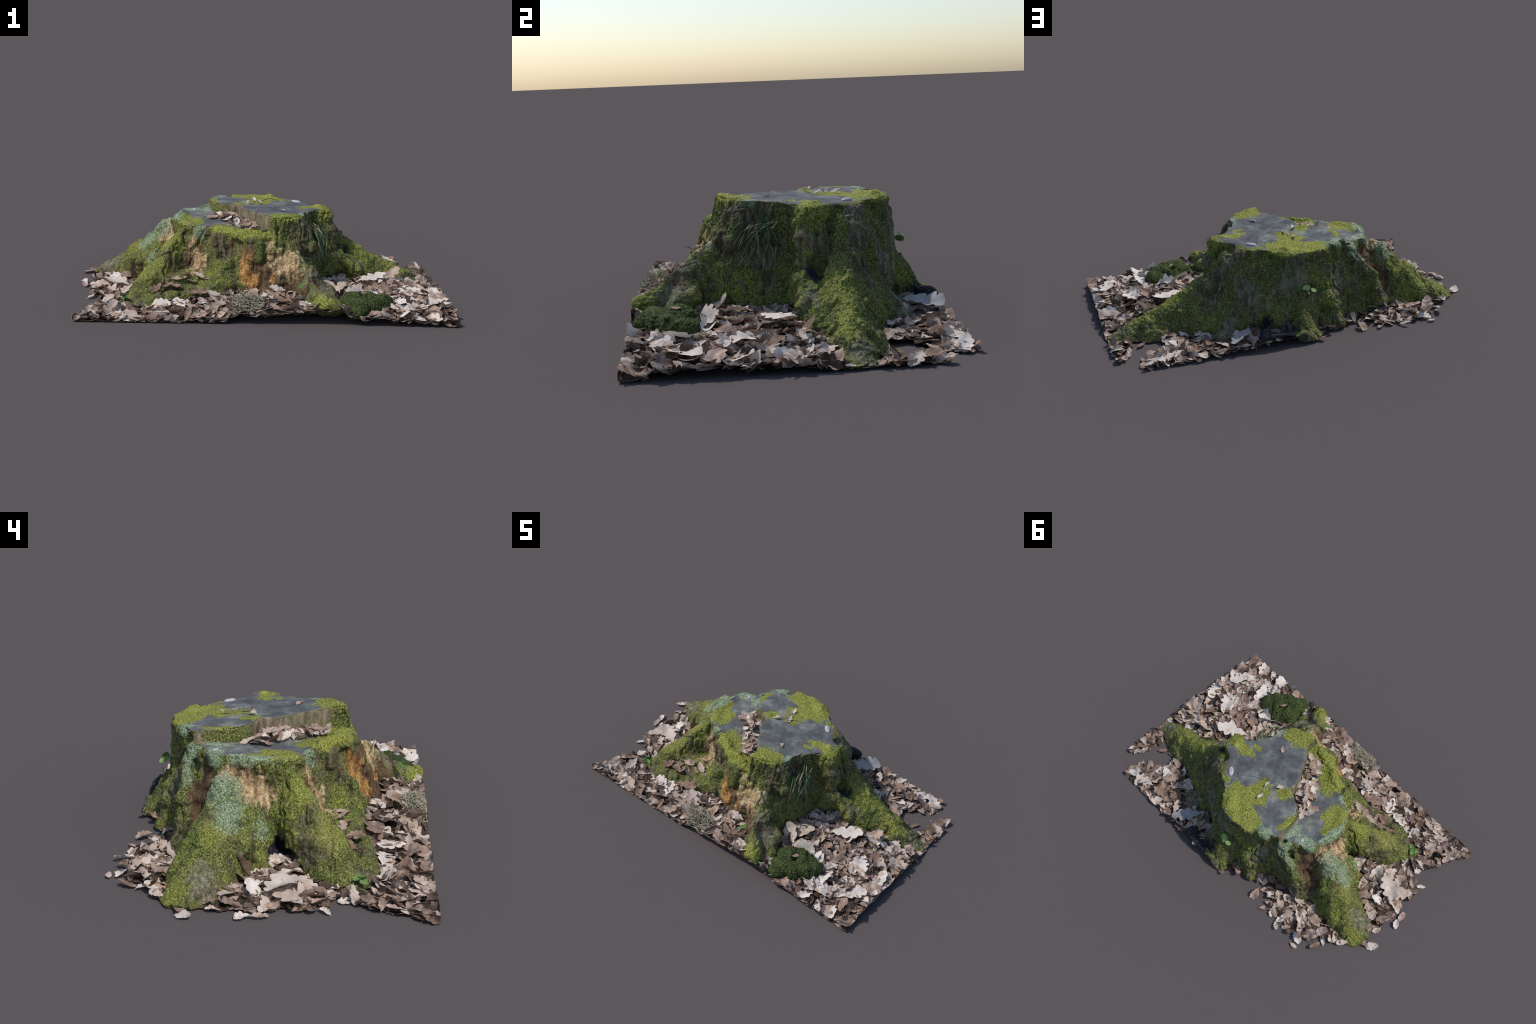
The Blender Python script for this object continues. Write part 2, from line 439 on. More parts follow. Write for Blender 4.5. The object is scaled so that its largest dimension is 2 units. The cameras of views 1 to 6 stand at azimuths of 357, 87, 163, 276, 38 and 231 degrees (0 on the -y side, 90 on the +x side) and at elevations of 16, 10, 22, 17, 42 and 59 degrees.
def srgb(r, g, b, k=1.0):
    f = lambda c: (c / 255 / 12.92 if c <= 10 else ((c / 255 + .055) / 1.055) ** 2.4)
    return (f(r) * k, f(g) * k, f(b) * k)

# where each kind of growth, bare wood or dark patch sits (centre, radii)
MINT = [((-.55, .16, .30), (.07, .09, .08)), ((-.61, .14, .225), (.09, .06, .08)), ((-.43, .215, .39), (.09, .045, .05)), ((-.46, .08, .385), (.03, .1, .03)),
        ((-.23, .355, .435), (.07, .035, .04)), ((-.33, .31, .36), (.05, .05, .07)), ((-.38, .32, .27), (.035, .03, .08)),
        ((-.335, -.135, .36), (.035, .03, .05)), ((.225, -.14, .455), (.04, .04, .02)), ((-.57, .03, .16), (.05, .04, .05)), ((-.30, .22, .40), (.02, .08, .03))]
TAN = [((-.50, .07, .28), (.07, .085, .08)), ((-.49, .17, .345), (.05, .06, .05)), ((-.35, -.19, .20), (.06, .06, .075)), ((-.365, -.15, .28), (.022, .04, .05)),
       ((.13, -.33, .23), (.085, .08, .09)), ((.04, -.31, .28), (.022, .06, .08)), ((.07, -.42, .12), (.03, .08, .09))]
ORANGE = [((-.09, -.33, .22), (.032, .1, .11)), ((-.06, -.38, .15), (.035, .08, .04)), ((.06, -.42, .13), (.02, .1, .07))]
BROWN = [((.05, -.41, .16), (.19, .13, .12)), ((-.08, -.31, .28), (.05, .06, .06)), ((-.45, .26, .25), (.065, .05, .17)), ((-.48, .12, .30), (.09, .13, .08)),
         ((-.52, .24, .10), (.06, .05, .1)), ((-.16, -.26, .32), (.02, .05, .05)), ((-.37, -.16, .23), (.06, .06, .1))]
GREY = [((.10, .46, .30), (.07, .06, .10)), ((-.22, .42, .25), (.06, .06, .13)), ((.26, .37, .2), (.06, .07, .12)), ((.30, -.10, .28), (.06, .09, .08)), ((.22, -.42, .20), (.08, .10, .08)), ((.30, -.44, .12), (.09, .08, .06)), ((.33, .24, .36), (.06, .05, .09)), ((.92, .18, .03), (.10, .05, .05)),
        ((.40, .42, .06), (.06, .07, .07)), ((-.80, .20, .06), (.12, .045, .06)), ((.16, -.33, .27), (.07, .06, .04)), ((-.13, .45, .33), (.03, .05, .07)),
        ((.57, .06, .16), (.05, .04, .05)), ((.02, .47, .31), (.05, .05, .06))]
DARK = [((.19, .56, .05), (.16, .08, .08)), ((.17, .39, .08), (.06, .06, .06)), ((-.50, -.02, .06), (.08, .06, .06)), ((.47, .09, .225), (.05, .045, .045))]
TOP_MOSS = [((.02, .36, .44), (.15, .085, .03)), ((-.10, .37, .44), (.085, .06, .03)), ((-.005, .235, .45), (.075, .09, .03)), ((.06, .30, .45), (.11, .05, .03)),
            ((-.105, .125, .455), (.05, .035, .03)), ((.03, .16, .455), (.03, .04, .03)), ((-.255, .235, .45), (.022, .075, .02)),
            ((.10, -.20, .47), (.11, .065, .04)), ((.05, -.22, .47), (.06, .06, .04)), ((.165, -.17, .47), (.06, .045, .03)), ((.30, .09, .46), (.075, .04, .04)), ((.235, .085, .455), (.04, .025, .02)), ((.22, .03, .455), (.03, .015, .02)),
            ((.19, .29, .44), (.035, .02, .02)), ((-.20, -.15, .39), (.09, .075, .03)), ((-.08, -.22, .39), (.12, .08, .04)), ((.02, -.22, .39), (.07, .08, .04)),
            ((-.37, -.03, .38), (.06, .085, .03)), ((-.42, .03, .38), (.05, .09, .03)), ((-.13, .10, .46), (.035, .03, .02))]

def moss_colour(m, fine):
    big = m.noise(5, 3)
    c = m.ramp(fine, [(.38, srgb(28, 30, 18)), (.46, srgb(72, 75, 40)), (.54, srgb(112, 115, 62)), (.63, srgb(164, 167, 110))])
    g = m.ramp(fine, [(.38, srgb(20, 26, 16)), (.46, srgb(52, 64, 36)), (.54, srgb(82, 98, 52)), (.63, srgb(128, 142, 90))])
    return m.mix(m.remap(big, .47, .62, 0, .8), c, g)

def stump_material(name, kind):
    m = Nodes(name)
    fine = m.noise(150, 3, .75)
    finer = m.noise(420, 2, .6)
    grain = m.math("ADD", m.math("MULTIPLY", fine, .72), m.math("MULTIPLY", finer, .28))
    streak = m.noise(55, 4, .65, stretch=(1, 1, .16))
    wob = m.math("MULTIPLY", m.math("SUBTRACT", m.math("ADD", m.math("MULTIPLY", m.noise(22, 4, .7), .7), m.math("MULTIPLY", m.noise(90, 2), .3)), .5), 2.6)
    moss = moss_colour(m, grain)
    bright = m.ramp(grain, [(.37, srgb(56, 58, 24)), (.46, srgb(108, 112, 48)), (.54, srgb(146, 150, 70)), (.63, srgb(190, 190, 116))])
    tops = m.blobs(TOP_MOSS, wob, .4)
    tops = m.remap(m.math("ADD", tops, m.math("MULTIPLY", m.math("SUBTRACT", m.noise(85, 3, .75), .5), 1.3)), .38, .62)
    if kind == "cut":
        big = m.noise(9, 4, .65)
        col = m.ramp(big, [(.36, srgb(73, 74, 77)), (.46, srgb(90, 91, 93)), (.54, srgb(104, 107, 106)), (.64, srgb(136, 138, 130))])
        col = m.mix(m.remap(m.noise(260, 2), .4, .75, 0, .35), col, srgb(112, 118, 116))
        col = m.mix(m.remap(m.noise(60, 3), .62, .72, 0, .6), col, srgb(52, 54, 58))
        debris = m.remap(m.noise(40, 3, .6), .60, .70, 0, .75)
        mossy = m.mix(m.math("MULTIPLY", debris, m.blobs([((-.01, .2, .45), (.07, .08, .03))], wob, .3)), bright, srgb(126, 104, 84))
        col = m.mix(tops, col, mossy)
        mint = m.blobs(MINT, wob, .2)
        col = m.mix(mint, col, m.ramp(grain, [(.37, srgb(58, 68, 54)), (.46, srgb(108, 124, 100)), (.54, srgb(146, 162, 134)), (.63, srgb(192, 204, 178))]))
        return m.finish(col, m.math("ADD", m.math("MULTIPLY", big, .4), m.math("MULTIPLY", grain, m.math("ADD", m.math("MULTIPLY", tops, 2.2), .3))), .5)
    if kind == "wall":
        col = m.ramp(streak, [(.3, srgb(70, 60, 50)), (.5, srgb(122, 110, 92)), (.7, srgb(160, 146, 124))])
        green = m.remap(m.noise(9, 3), .42, .60)
        west = m.blobs([((-.24, .17, .41), (.09, .12, .06)), ((.05, -.24, .42), (.04, .05, .08))], wob, .3)
        col = m.mix(m.math("MULTIPLY", green, .5), col, moss)
        col = m.mix(west, col, moss)
        return m.finish(col, streak, .6, .006)
    fleck0 = m.noise(60, 3, .7)
    wob0 = wob
    bare = m.ramp(streak, [(.34, srgb(40, 35, 29)), (.47, srgb(80, 72, 58)), (.56, srgb(108, 99, 82)), (.68, srgb(142, 134, 116))])
    col = m.mix(m.remap(m.math("ADD", m.math("MULTIPLY", m.noise(8, 4, .7, stretch=(1, 1, .5)), .75), m.math("MULTIPLY", fleck0, .25)), .468, .545, 0, .85), moss, bare)
    lit = m.remap(m.noise(4.5, 3), .44, .60)
    col = m.mix(m.math("MULTIPLY", lit, m.remap(m.noise(30, 3), .35, .6)), col, m.mix(.35, bright, moss))
    sg = m.math("ADD", m.math("MULTIPLY", streak, .65), m.math("MULTIPLY", fine, .35))
    fleck = m.noise(75, 3, .7)
    swob = m.math("ADD", m.math("MULTIPLY", wob, .6), m.math("MULTIPLY", m.math("SUBTRACT", m.noise(34, 3, .6, stretch=(1, 1, .12)), .5), 2.4))
    def layer(col, spots, stops, src, soft=.22, cover=1.0):
        wob = swob if src is sg else wob0
        k = m.blobs(spots, wob, soft)
        k = m.remap(m.math("ADD", k, m.math("MULTIPLY", m.math("SUBTRACT", fleck, .5), 1.6)), .30, .75, 0, cover)
        return m.mix(m.math("MULTIPLY", k, m.blobs(spots, wob, soft * 1.6)), col, m.ramp(src, stops))
    CREST = [((.62, .17, .18), (.15, .055, .06)), ((.80, .17, .10), (.11, .05, .05)), ((-.49, -.11, .29), (.07, .06, .08)), ((-.59, -.23, .17), (.1, .07, .07)),
             ((-.88, .30, .04), (.06, .06, .05)), ((-.68, .18, .18), (.07, .06, .05)), ((.36, .08, .42), (.06, .07, .05)), ((.33, -.55, .12), (.07, .05, .05))]
    col = m.mix(m.math("MULTIPLY", m.blobs(CREST, wob, .5), .7), col, bright)
    col = layer(col, GREY, [(.32, srgb(60, 57, 50)), (.5, srgb(116, 112, 98)), (.66, srgb(164, 160, 146))], sg, .6, .65)
    col = layer(col, BROWN, [(.32, srgb(40, 30, 24)), (.48, srgb(84, 66, 50)), (.62, srgb(120, 96, 72)), (.75, srgb(150, 126, 98))], sg)
    col = layer(col, TAN, [(.36, srgb(92, 74, 54)), (.46, srgb(158, 132, 98)), (.54, srgb(198, 172, 132)), (.64, srgb(226, 208, 176))], sg, .3, .9)
    col = layer(col, ORANGE, [(.36, srgb(74, 52, 34)), (.46, srgb(136, 98, 56)), (.54, srgb(176, 132, 76)), (.65, srgb(208, 172, 118))], sg, .3, .9)
    col = layer(col, MINT, [(.37, srgb(48, 58, 44)), (.46, srgb(100, 118, 92)), (.54, srgb(142, 160, 128)), (.63, srgb(192, 204, 176))], grain, .45, .8)
    col = m.mix(tops, col, bright)
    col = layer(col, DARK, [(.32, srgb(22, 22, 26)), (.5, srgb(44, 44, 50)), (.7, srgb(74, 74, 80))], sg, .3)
    return m.finish(col, grain, .9, .006)

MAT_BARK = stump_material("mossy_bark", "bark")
MAT_CUT = stump_material("weathered_cut_wood", "cut")
MAT_WALL = stump_material("split_wood", "wall")

LEAF_STOPS = [(.0, srgb(132, 108, 93)), (.16, srgb(160, 134, 118)), (.34, srgb(184, 160, 145)), (.52, srgb(200, 180, 166)), (.72, srgb(213, 198, 186)), (.88, srgb(224, 214, 205)), (1.0, srgb(188, 160, 136))]

def leaf_material(name, stops, green=False):
    m = Nodes(name)
    g = m.n("ShaderNodeNewGeometry"); o = m.n("ShaderNodeObjectInfo")
    r = m.math("FRACT", m.math("ADD", g.outputs["Random Per Island"], m.math("MULTIPLY", o.outputs["Random"], 3.7)))
    loc = m.n("ShaderNodeVectorMath", operation="ADD"); m.put(loc.inputs[0], m.co)
    cx = m.n("ShaderNodeCombineXYZ"); m.put(cx.inputs[0], m.math("MULTIPLY", r, 37.0)); m.t.links.new(cx.outputs[0], loc.inputs[1])
    v = loc.outputs[0]
    pos = g.outputs["Position"]
    patch = m.noise(26, 3, .6, vec=pos)
    col = m.ramp(m.math("ADD", r, m.math("MULTIPLY", m.math("SUBTRACT", patch, .5), 1.1), clamp=True), stops)
    spots = m.remap(m.noise(190, 4, .75, vec=pos), .57, .72, 0, .55)
    dark = stops[0][1]
    col = m.mix(spots, col, tuple(c * .55 for c in dark))
    col = m.mix(m.remap(m.noise(48, 4, .7, vec=pos), .52, .68, 0, .5), col, stops[0][1])
    m.bsdf.inputs["Roughness"].default_value = .75
    m.finish(col, m.noise(140, 3, vec=pos), .35, .003)
    tr = m.n("ShaderNodeBsdfTranslucent"); m.put(tr.inputs["Color"], col)
    mx = m.n("ShaderNodeMixShader"); mx.inputs[0].default_value = .14
    out = next(n for n in m.t.nodes if n.type == "OUTPUT_MATERIAL")
    m.t.links.new(m.bsdf.outputs[0], mx.inputs[1]); m.t.links.new(tr.outputs[0], mx.inputs[2]); m.t.links.new(mx.outputs[0], out.inputs[0])
    return m.mat

MAT_LEAF = leaf_material("dry_oak_leaf", LEAF_STOPS)
MAT_GAP_DARKENED_LEAF = leaf_material("decaying_leaf", [(0, srgb(62, 52, 45)), (.25, srgb(98, 82, 71)), (.5, srgb(142, 121, 107)), (.75, srgb(178, 158, 144)), (1, srgb(206, 192, 180))])  # lower leaves coloured darker to paint the shadowed gaps between upper ones
MAT_PALE_LEAF = leaf_material("pale_oak_leaf", [(0, srgb(176, 154, 138)), (.3, srgb(206, 190, 176)), (.7, srgb(224, 212, 200)), (1, srgb(232, 224, 216))])
MAT_FROST_LEAF = leaf_material("bleached_oak_leaf", [(0, srgb(134, 134, 136)), (.5, srgb(160, 160, 162)), (1, srgb(180, 180, 180))])
MAT_GREEN_LEAF = leaf_material("fresh_leaf", [(0, srgb(88, 120, 64)), (.5, srgb(116, 148, 84)), (1, srgb(150, 174, 112))])

def litter_material():
    m = Nodes("leaf_mould")
    warp = m.n("ShaderNodeVectorMath", operation="ADD"); m.put(warp.inputs[0], m.co)
    t = m.n("ShaderNodeTexNoise"); t.inputs["Scale"].default_value = 18; m.put(t.inputs["Vector"], m.co)
    sc = m.n("ShaderNodeVectorMath", operation="SCALE"); m.t.links.new(t.outputs["Color"], sc.inputs[0]); sc.inputs["Scale"].default_value = .05
    m.t.links.new(sc.outputs[0], warp.inputs[1])
    vo = m.n("ShaderNodeTexVoronoi"); vo.inputs["Scale"].default_value = 24; m.t.links.new(warp.outputs[0], vo.inputs["Vector"])
    sep = m.n("ShaderNodeSeparateColor"); m.t.links.new(vo.outputs["Color"], sep.inputs[0])
    col = m.ramp(sep.outputs[0], [(.0, srgb(40, 34, 30)), (.3, srgb(66, 54, 46)), (.55, srgb(98, 80, 70)), (.8, srgb(136, 114, 102)), (1, srgb(170, 150, 136))])  # soil browns deepened with the scan's baked crevice shade
    col = m.mix(m.remap(m.noise(60, 4, .7), .52, .66, 0, .75), col, srgb(46, 38, 34))
    return m.finish(col, m.noise(90, 4), .8, .006)

MAT_LITTER = litter_material()

def plain(name, stops, scale=120, bump=.4, stretch=None, dist=.004):
    m = Nodes(name)
    f = m.noise(scale, 3, .7, stretch=stretch)
    return m.finish(m.ramp(f, stops), f, bump, dist)

MAT_CUSHION = plain("cushion_moss", [(.38, srgb(22, 28, 16)), (.46, srgb(48, 58, 30)), (.54, srgb(70, 82, 44)), (.63, srgb(108, 120, 74))], 170, .9, dist=.006)
MAT_GRASS = plain("grass_blade", [(.3, srgb(40, 56, 40)), (.5, srgb(60, 82, 56)), (.7, srgb(98, 124, 84))], 30, .1)
MAT_DRY_GRASS = plain("dry_grass", [(.3, srgb(104, 96, 74)), (.5, srgb(142, 132, 106)), (.7, srgb(172, 162, 136))], 30, .1)
MAT_LICHEN = plain("pale_lichen", [(.3, srgb(116, 110, 92)), (.5, srgb(160, 154, 132)), (.7, srgb(194, 188, 166))], 60, .2)
MAT_PEBBLE = plain("pale_fungus", [(.3, srgb(150, 146, 150)), (.5, srgb(176, 172, 174)), (.7, srgb(196, 194, 194))], 90, .2)
MAT_TWIG = plain("twig_bark", [(.3, srgb(66, 54, 44)), (.5, srgb(104, 90, 76)), (.7, srgb(140, 124, 106))], 60, .3)

# ------------------------------------------------------------------ scene graph
stump = bpy.data.objects.new("tree_stump", None)
SC.objects.link(stump)
stump["label"] = "old mossy tree stump with spreading roots on dry oak leaves"
stump["category"] = "tree stump"

def add(name, me, mat=None, parent=stump, stuff=False):
    ob = bpy.data.objects.new(name, me)
    SC.objects.link(ob); ob.parent = parent
    if mat:
        me.materials.clear(); me.materials.append(mat)
    if stuff:
        ob["kind"] = "stuff"
    return ob

# ------------------------------------------------------------------ split the stump surface into parts
C = V[Q].mean(1); FN = N[Q].mean(1)
lowc = poly_sdf(C[:, 0], C[:, 1], LOW_REGION)
midc = poly_sdf(C[:, 0], C[:, 1], smooth_closed(MID, 2))
rimc = poly_sdf(C[:, 0], C[:, 1], smooth_closed(RIM, 1))
region = np.zeros(len(Q), int)                       # 0 trunk
prof = [crest_profile(crest, C[:, 0], C[:, 1]) for crest, _ in ROOTS]
dist = np.stack([l - w for l, h, w in prof], 1)
near = dist.argmin(1)
is_root = (midc > .045 + .03 * (near >= 4)) & (dist.min(1) < .05)
region[is_root] = 3 + near[is_root]
cut_up = (FN[:, 2] > .7) & (lowc > -.004) & (np.abs(C[:, 2] - upper_plane(C[:, 0], C[:, 1])) < .03) & (rimc < .0)
cut_lo = (FN[:, 2] > .7) & (lowc < .004) & (np.abs(C[:, 2] - lower_plane(C[:, 0], C[:, 1])) < .03) & (rimc < .0)
region[cut_up | cut_lo] = 1
region[(np.abs(lowc) < .02) & (FN[:, 2] <= .7) & (C[:, 2] > lower_plane(C[:, 0], C[:, 1]) - .004) & (rimc < .012)] = 2
names = ["trunk", "cut_face", "split_wall"] + ["root"] * len(ROOTS)
for k in range(len(names)):
    q = Q[region == k]
    if not len(q):
        continue
    used, inv = np.unique(q, return_inverse=True)
    me = make_mesh(names[k], V[used], inv.reshape(-1, 4))
    me.polygons.foreach_set("use_smooth", np.ones(len(q), bool))
    me.normals_split_custom_set_from_vertices([tuple(n) for n in N[used]])
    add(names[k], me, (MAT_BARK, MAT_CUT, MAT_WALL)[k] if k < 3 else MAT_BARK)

# ------------------------------------------------------------------ leaf litter
litter = bpy.data.objects.new("leaf_litter", None)
SC.objects.link(litter); litter.parent = stump

step = .0085
nx, ny = int(2.0 / step) + 1, int(1.19 / step) + 1
sx, sy = np.meshgrid(np.linspace(-1, .998, nx), np.linspace(-.591, .597, ny), indexing="ij")
P2 = np.stack([sx.ravel(), sy.ravel(), np.zeros(sx.size)], 1)
ragged = poly_sdf(P2[:, 0], P2[:, 1], PATCH) + np.where((P2[:, 1] < -.5) | ((P2[:, 0] > .9) & (P2[:, 1] < .2)), 0, .014 + .022 * fbm(P2, 14, 41, 2))
hz = litter_height(P2[:, 0], P2[:, 1])
wrinkle = 1 - np.abs(fbm(P2, 15, 43, 3))
hz = hz + .015 * (wrinkle - .75) + .006 * noise3(P2, 60, 44)
hz = np.maximum(hz, .003)
P2[:, 2] = hz
ids = np.arange(sx.size).reshape(nx, ny)
cells = np.stack([ids[:-1, :-1], ids[1:, :-1], ids[1:, 1:], ids[:-1, 1:]], -1).reshape(-1, 4)
inside_trunk = poly_sdf(P2[:, 0], P2[:, 1], smooth_closed(MID, 2)) < -.05
keep = (ragged[cells].max(1) < .004) & ~inside_trunk[cells].all(1)
cells = cells[keep]
used, inv = np.unique(cells, return_inverse=True)
me = make_mesh("leaf_mould", P2[used], inv.reshape(-1, 4))
me.polygons.foreach_set("use_smooth", np.ones(len(cells), bool))
sheet = add("leaf_mould", me, MAT_LITTER, litter, True)

def oak_leaf(seed, curl=1.0, depth=.30):
    """lobed leaf of length 1 along x with stalk, folded and crinkled; returns vertices, quads"""
    r = np.random.default_rng(seed)
    nt, ns = 34, 9
    t = np.linspace(0, 1, nt)
    s = np.linspace(-1, 1, ns)
    lobes = r.uniform(2.8, 4.6)
    depth = depth * r.uniform(.9, 1.55)
    def half(ph):
        env = np.sin(np.pi * np.clip((t - .10) / .92, 0, 1) ** 1.15) ** .55
        lob = 1 - depth + depth * np.abs(np.cos(np.pi * (lobes * t + ph))) ** .7
        return np.maximum(.011, r.uniform(.2, .33) * env * lob)
    hl, hr = half(r.uniform(0, 1)), half(r.uniform(0, 1))
    T, S = np.meshgrid(t, s, indexing="ij")
    hw = np.where(S < 0, hl[:, None], hr[:, None])
    x = T + .10 * np.abs(S) * hw            # lobes point forward
    y = S * hw
    b1, b2 = r.uniform(-.6, .9) * curl, r.uniform(-.5, .8) * curl
    fold = r.uniform(.0, .5) * curl
    z = b1 * (T - .5) ** 2 * .8 + b2 * y ** 2 * 2.4 + fold * np.abs(y)
    p = np.stack([x.ravel(), y.ravel(), np.full(x.size, seed * 3.1)], 1)
    z = z.ravel() + curl * (.10 * noise3(p, 3.4, seed) + .022 * noise3(p, 8, seed + 1))
    tw = r.uniform(-.9, .9) * curl * (T.ravel() - .5)
    yy = y.ravel()
    v = np.stack([x.ravel() - .5, yy * np.cos(tw), z + yy * np.sin(tw)], 1)
    v[:, 2] -= np.median(v[:, 2])
    i = np.arange(nt * ns).reshape(nt, ns)
    q = np.stack([i[:-1, :-1], i[1:, :-1], i[1:, 1:], i[:-1, 1:]], -1).reshape(-1, 4)
    return v, q

FORMS = [oak_leaf(100 + i, c) for i, c in enumerate([.45, .55, .65, .75, .85, .95, .65, 1.05, .8, .5, 1.15, .7])]
FLAT_FORMS = [oak_leaf(200 + i, .5, .45) for i in range(4)]
LEAF_MESHES = {}
def leaf_mesh(form_set, i, mat):
    key = (id(form_set), i, mat.name)
    if key not in LEAF_MESHES:
        v, q = form_set[i]
        me = make_mesh("leaf", v, q); me.polygons.foreach_set("use_smooth", np.ones(len(q), bool)); me.materials.append(mat)
        LEAF_MESHES[key] = me
    return LEAF_MESHES[key]

def placed(v, loc, eul, size):
    M = np.array(Euler(eul).to_matrix()) * size
    return v @ M.T + np.array(loc)

def clip_leaf(w, q, lim):
    """cut a leaf along the straight sides of the patch"""
    bm = bmesh.new()
    vs = [bm.verts.new(c) for c in w]
    for f in q:
        bm.faces.new([vs[i] for i in f])
    for co, no in lim:
        bmesh.ops.bisect_plane(bm, geom=bm.verts[:] + bm.edges[:] + bm.faces[:], plane_co=co, plane_no=no, clear_outer=True)
    if not bm.faces:
        bm.free(); return None
    me = bpy.data.meshes.new("leaf"); bm.to_mesh(me); bm.free()
    me.polygons.foreach_set("use_smooth", np.ones(len(me.polygons), bool))
    return me

LIMITS = [((.999, 0, 0), (1, 0, 0)), ((0, -.592, 0), (0, -1, 0)), ((0, .599, 0), (0, 1, 0)), ((-1, 0, 0), (-1, 0, 0)), ((0, 0, .0015), (0, 0, -1))]

# where leaves lie
cand = np.stack([RNG.uniform(-.99, .995, 60000), RNG.uniform(-.597, .597, 60000)], 1)
pd = poly_sdf(cand[:, 0], cand[:, 1], PATCH)
field_ix = np.clip(((cand[:, 0] - X0) / H).astype(int), 0, NX - 1); field_iy = np.clip(((cand[:, 1] - Y0) / H).astype(int), 0, NY - 1)
ch = litter_height(cand[:, 0], cand[:, 1])
field_iz = np.clip(((ch + .005 - Z0) / H).astype(int), 0, NZ - 1)
outside_stump = body[field_ix, field_iy, field_iz]
CUSHION = (.525, -.435)
straight = (cand[:, 1] < -.52) | ((cand[:, 0] > .92) & (cand[:, 1] < .1))
ok = (pd < np.where(straight, -.002, -.014)) & (outside_stump > .004) & (np.hypot(cand[:, 0] - CUSHION[0], cand[:, 1] - CUSHION[1]) > .10)
ok &= (cand[:, 0] > -.935) | (cand[:, 1] > -.3)
cand, ch, room = cand[ok], ch[ok], outside_stump[ok]

def spaced(cand, gap, limit):
    grid, pick = {}, []
    for i, (x, y) in enumerate(cand):
        k = (int(x / gap + 1000), int(y / gap + 1000))
        if all((x - cand[j][0]) ** 2 + (y - cand[j][1]) ** 2 > gap * gap for a in (-1, 0, 1) for b in (-1, 0, 1) for j in grid.get((k[0] + a, k[1] + b), ())):
            grid.setdefault(k, []).append(i); pick.append(i)
            if len(pick) >= limit:
                break
    return pick

def slope(x, y):
    e = .03
    h = litter_height(np.array([x + e, x - e, x, x]), np.array([y, y, y + e, y - e]))
    return (h[0] - h[1]) / (2 * e), (h[2] - h[3]) / (2 * e)

def put_leaf(loc, eul, size, form, mat=MAT_LEAF, forms=FORMS, parent=litter, name="leaf", floor_z=.002):
    v, q = forms[form]
    w = placed(v, loc, eul, size)
    lift = max(0, floor_z - np.quantile(w[:, 2], .08))
    loc = (loc[0], loc[1], loc[2] + lift); w[:, 2] += lift
    out = (w[:, 0].max() > .999) or (w[:, 1].min() < -.592) or (w[:, 1].max() > .599) or (w[:, 2].min() < .0015) or (w[:, 0].min() < -1)
    if out:
        me = clip_leaf(w, q, LIMITS)
        if me is None:
            return None
        me.materials.append(mat)
        ob = bpy.data.objects.new(name, me)
    else:
        ob = bpy.data.objects.new(name, leaf_mesh(forms, form, mat))
        ob.location = loc; ob.rotation_euler = eul; ob.scale = (size,) * 3
    SC.objects.link(ob); ob.parent = parent
    return ob

# lower layer: small and half hidden leaves, joined
low_pick = spaced(cand, .031, 800)
VV, QQ, n0 = [], [], 0
for i in low_pick:
    x, y = cand[i]
    gx_, gy_ = slope(x, y)
    size = RNG.uniform(.055, .11) * (1 if room[i] > .03 else .75)
    if not straight[ok][i]:
        size = min(size, .035 + 1.7 * -pd[ok][i])
    v, q = FORMS[RNG.integers(len(FORMS))]
    w = placed(v, (x, y, ch[i] + RNG.uniform(-.003, .009)), (math.atan(gy_) + RNG.normal(0, .36), -math.atan(gx_) + RNG.normal(0, .36), RNG.uniform(0, 6.283)), size)
    w[:, 2] += max(0, .002 - w[:, 2].min())
    if w[:, 0].max() > .998 or w[:, 1].min() < -.591 or w[:, 1].max() > .598 or w[:, 0].min() < -.998:
        w[:, 0] = np.clip(w[:, 0], -.998, .998); w[:, 1] = np.clip(w[:, 1], -.591, .598)
    VV.append(w); QQ.append(q + n0); n0 += len(w)
me = make_mesh("leaf_fragments", np.concatenate(VV), np.concatenate(QQ))
me.polygons.foreach_set("use_smooth", np.ones(len(me.polygons), bool))
add("leaf_fragments", me, MAT_GAP_DARKENED_LEAF, litter, True)

# upper layer: single leaves
perm = RNG.permutation(len(cand)); c2, h2, r2, straight2, edge2 = cand[perm], ch[perm], room[perm], straight[ok][perm], pd[ok][perm]
for i in spaced(c2, .056, 225):
    x, y = c2[i]
    gx_, gy_ = slope(x, y)
    size = (.10 + .085 * RNG.random() ** 1.3) * (1 if r2[i] > .04 else .7) 
    if not straight2[i]:
        size = min(size, .045 + 1.8 * -edge2[i])
    pale = RNG.random() < .2
    put_leaf((x, y, h2[i] + RNG.uniform(.002, .014)), (math.atan(gy_) + RNG.normal(0, .20), -math.atan(gx_) + RNG.normal(0, .20), RNG.uniform(0, 6.283)), size,
             int(RNG.integers(len(FORMS))), MAT_PALE_LEAF if pale else MAT_LEAF)

# the large leaves that stand out
BIG = [((.61, -.075, .098), .5, .20, 0, MAT_PALE_LEAF), ((.82, -.21, .07), 2.3, .16, 1, MAT_PALE_LEAF), ((.89, -.395, .062), 1.0, .17, 2, MAT_PALE_LEAF),
       ((.345, .50, .066), .9, .19, 3, MAT_FROST_LEAF), ((-.78, -.08, .055), 2.6, .20, 1, MAT_PALE_LEAF), ((-.35, -.385, .095), .4, .14, 2, MAT_LEAF),
       ((-.42, -.45, .06), 2.0, .13, 0, MAT_PALE_LEAF), ((-.86, -.10, .035), .8, .16, 3, MAT_PALE_LEAF), ((.72, .54, .035), .2, .14, 0, MAT_PALE_LEAF)]
for loc, turn, size, form, mat in BIG:
    put_leaf(loc, (RNG.normal(0, .1), RNG.normal(0, .1), turn), size, form, mat, FLAT_FORMS)
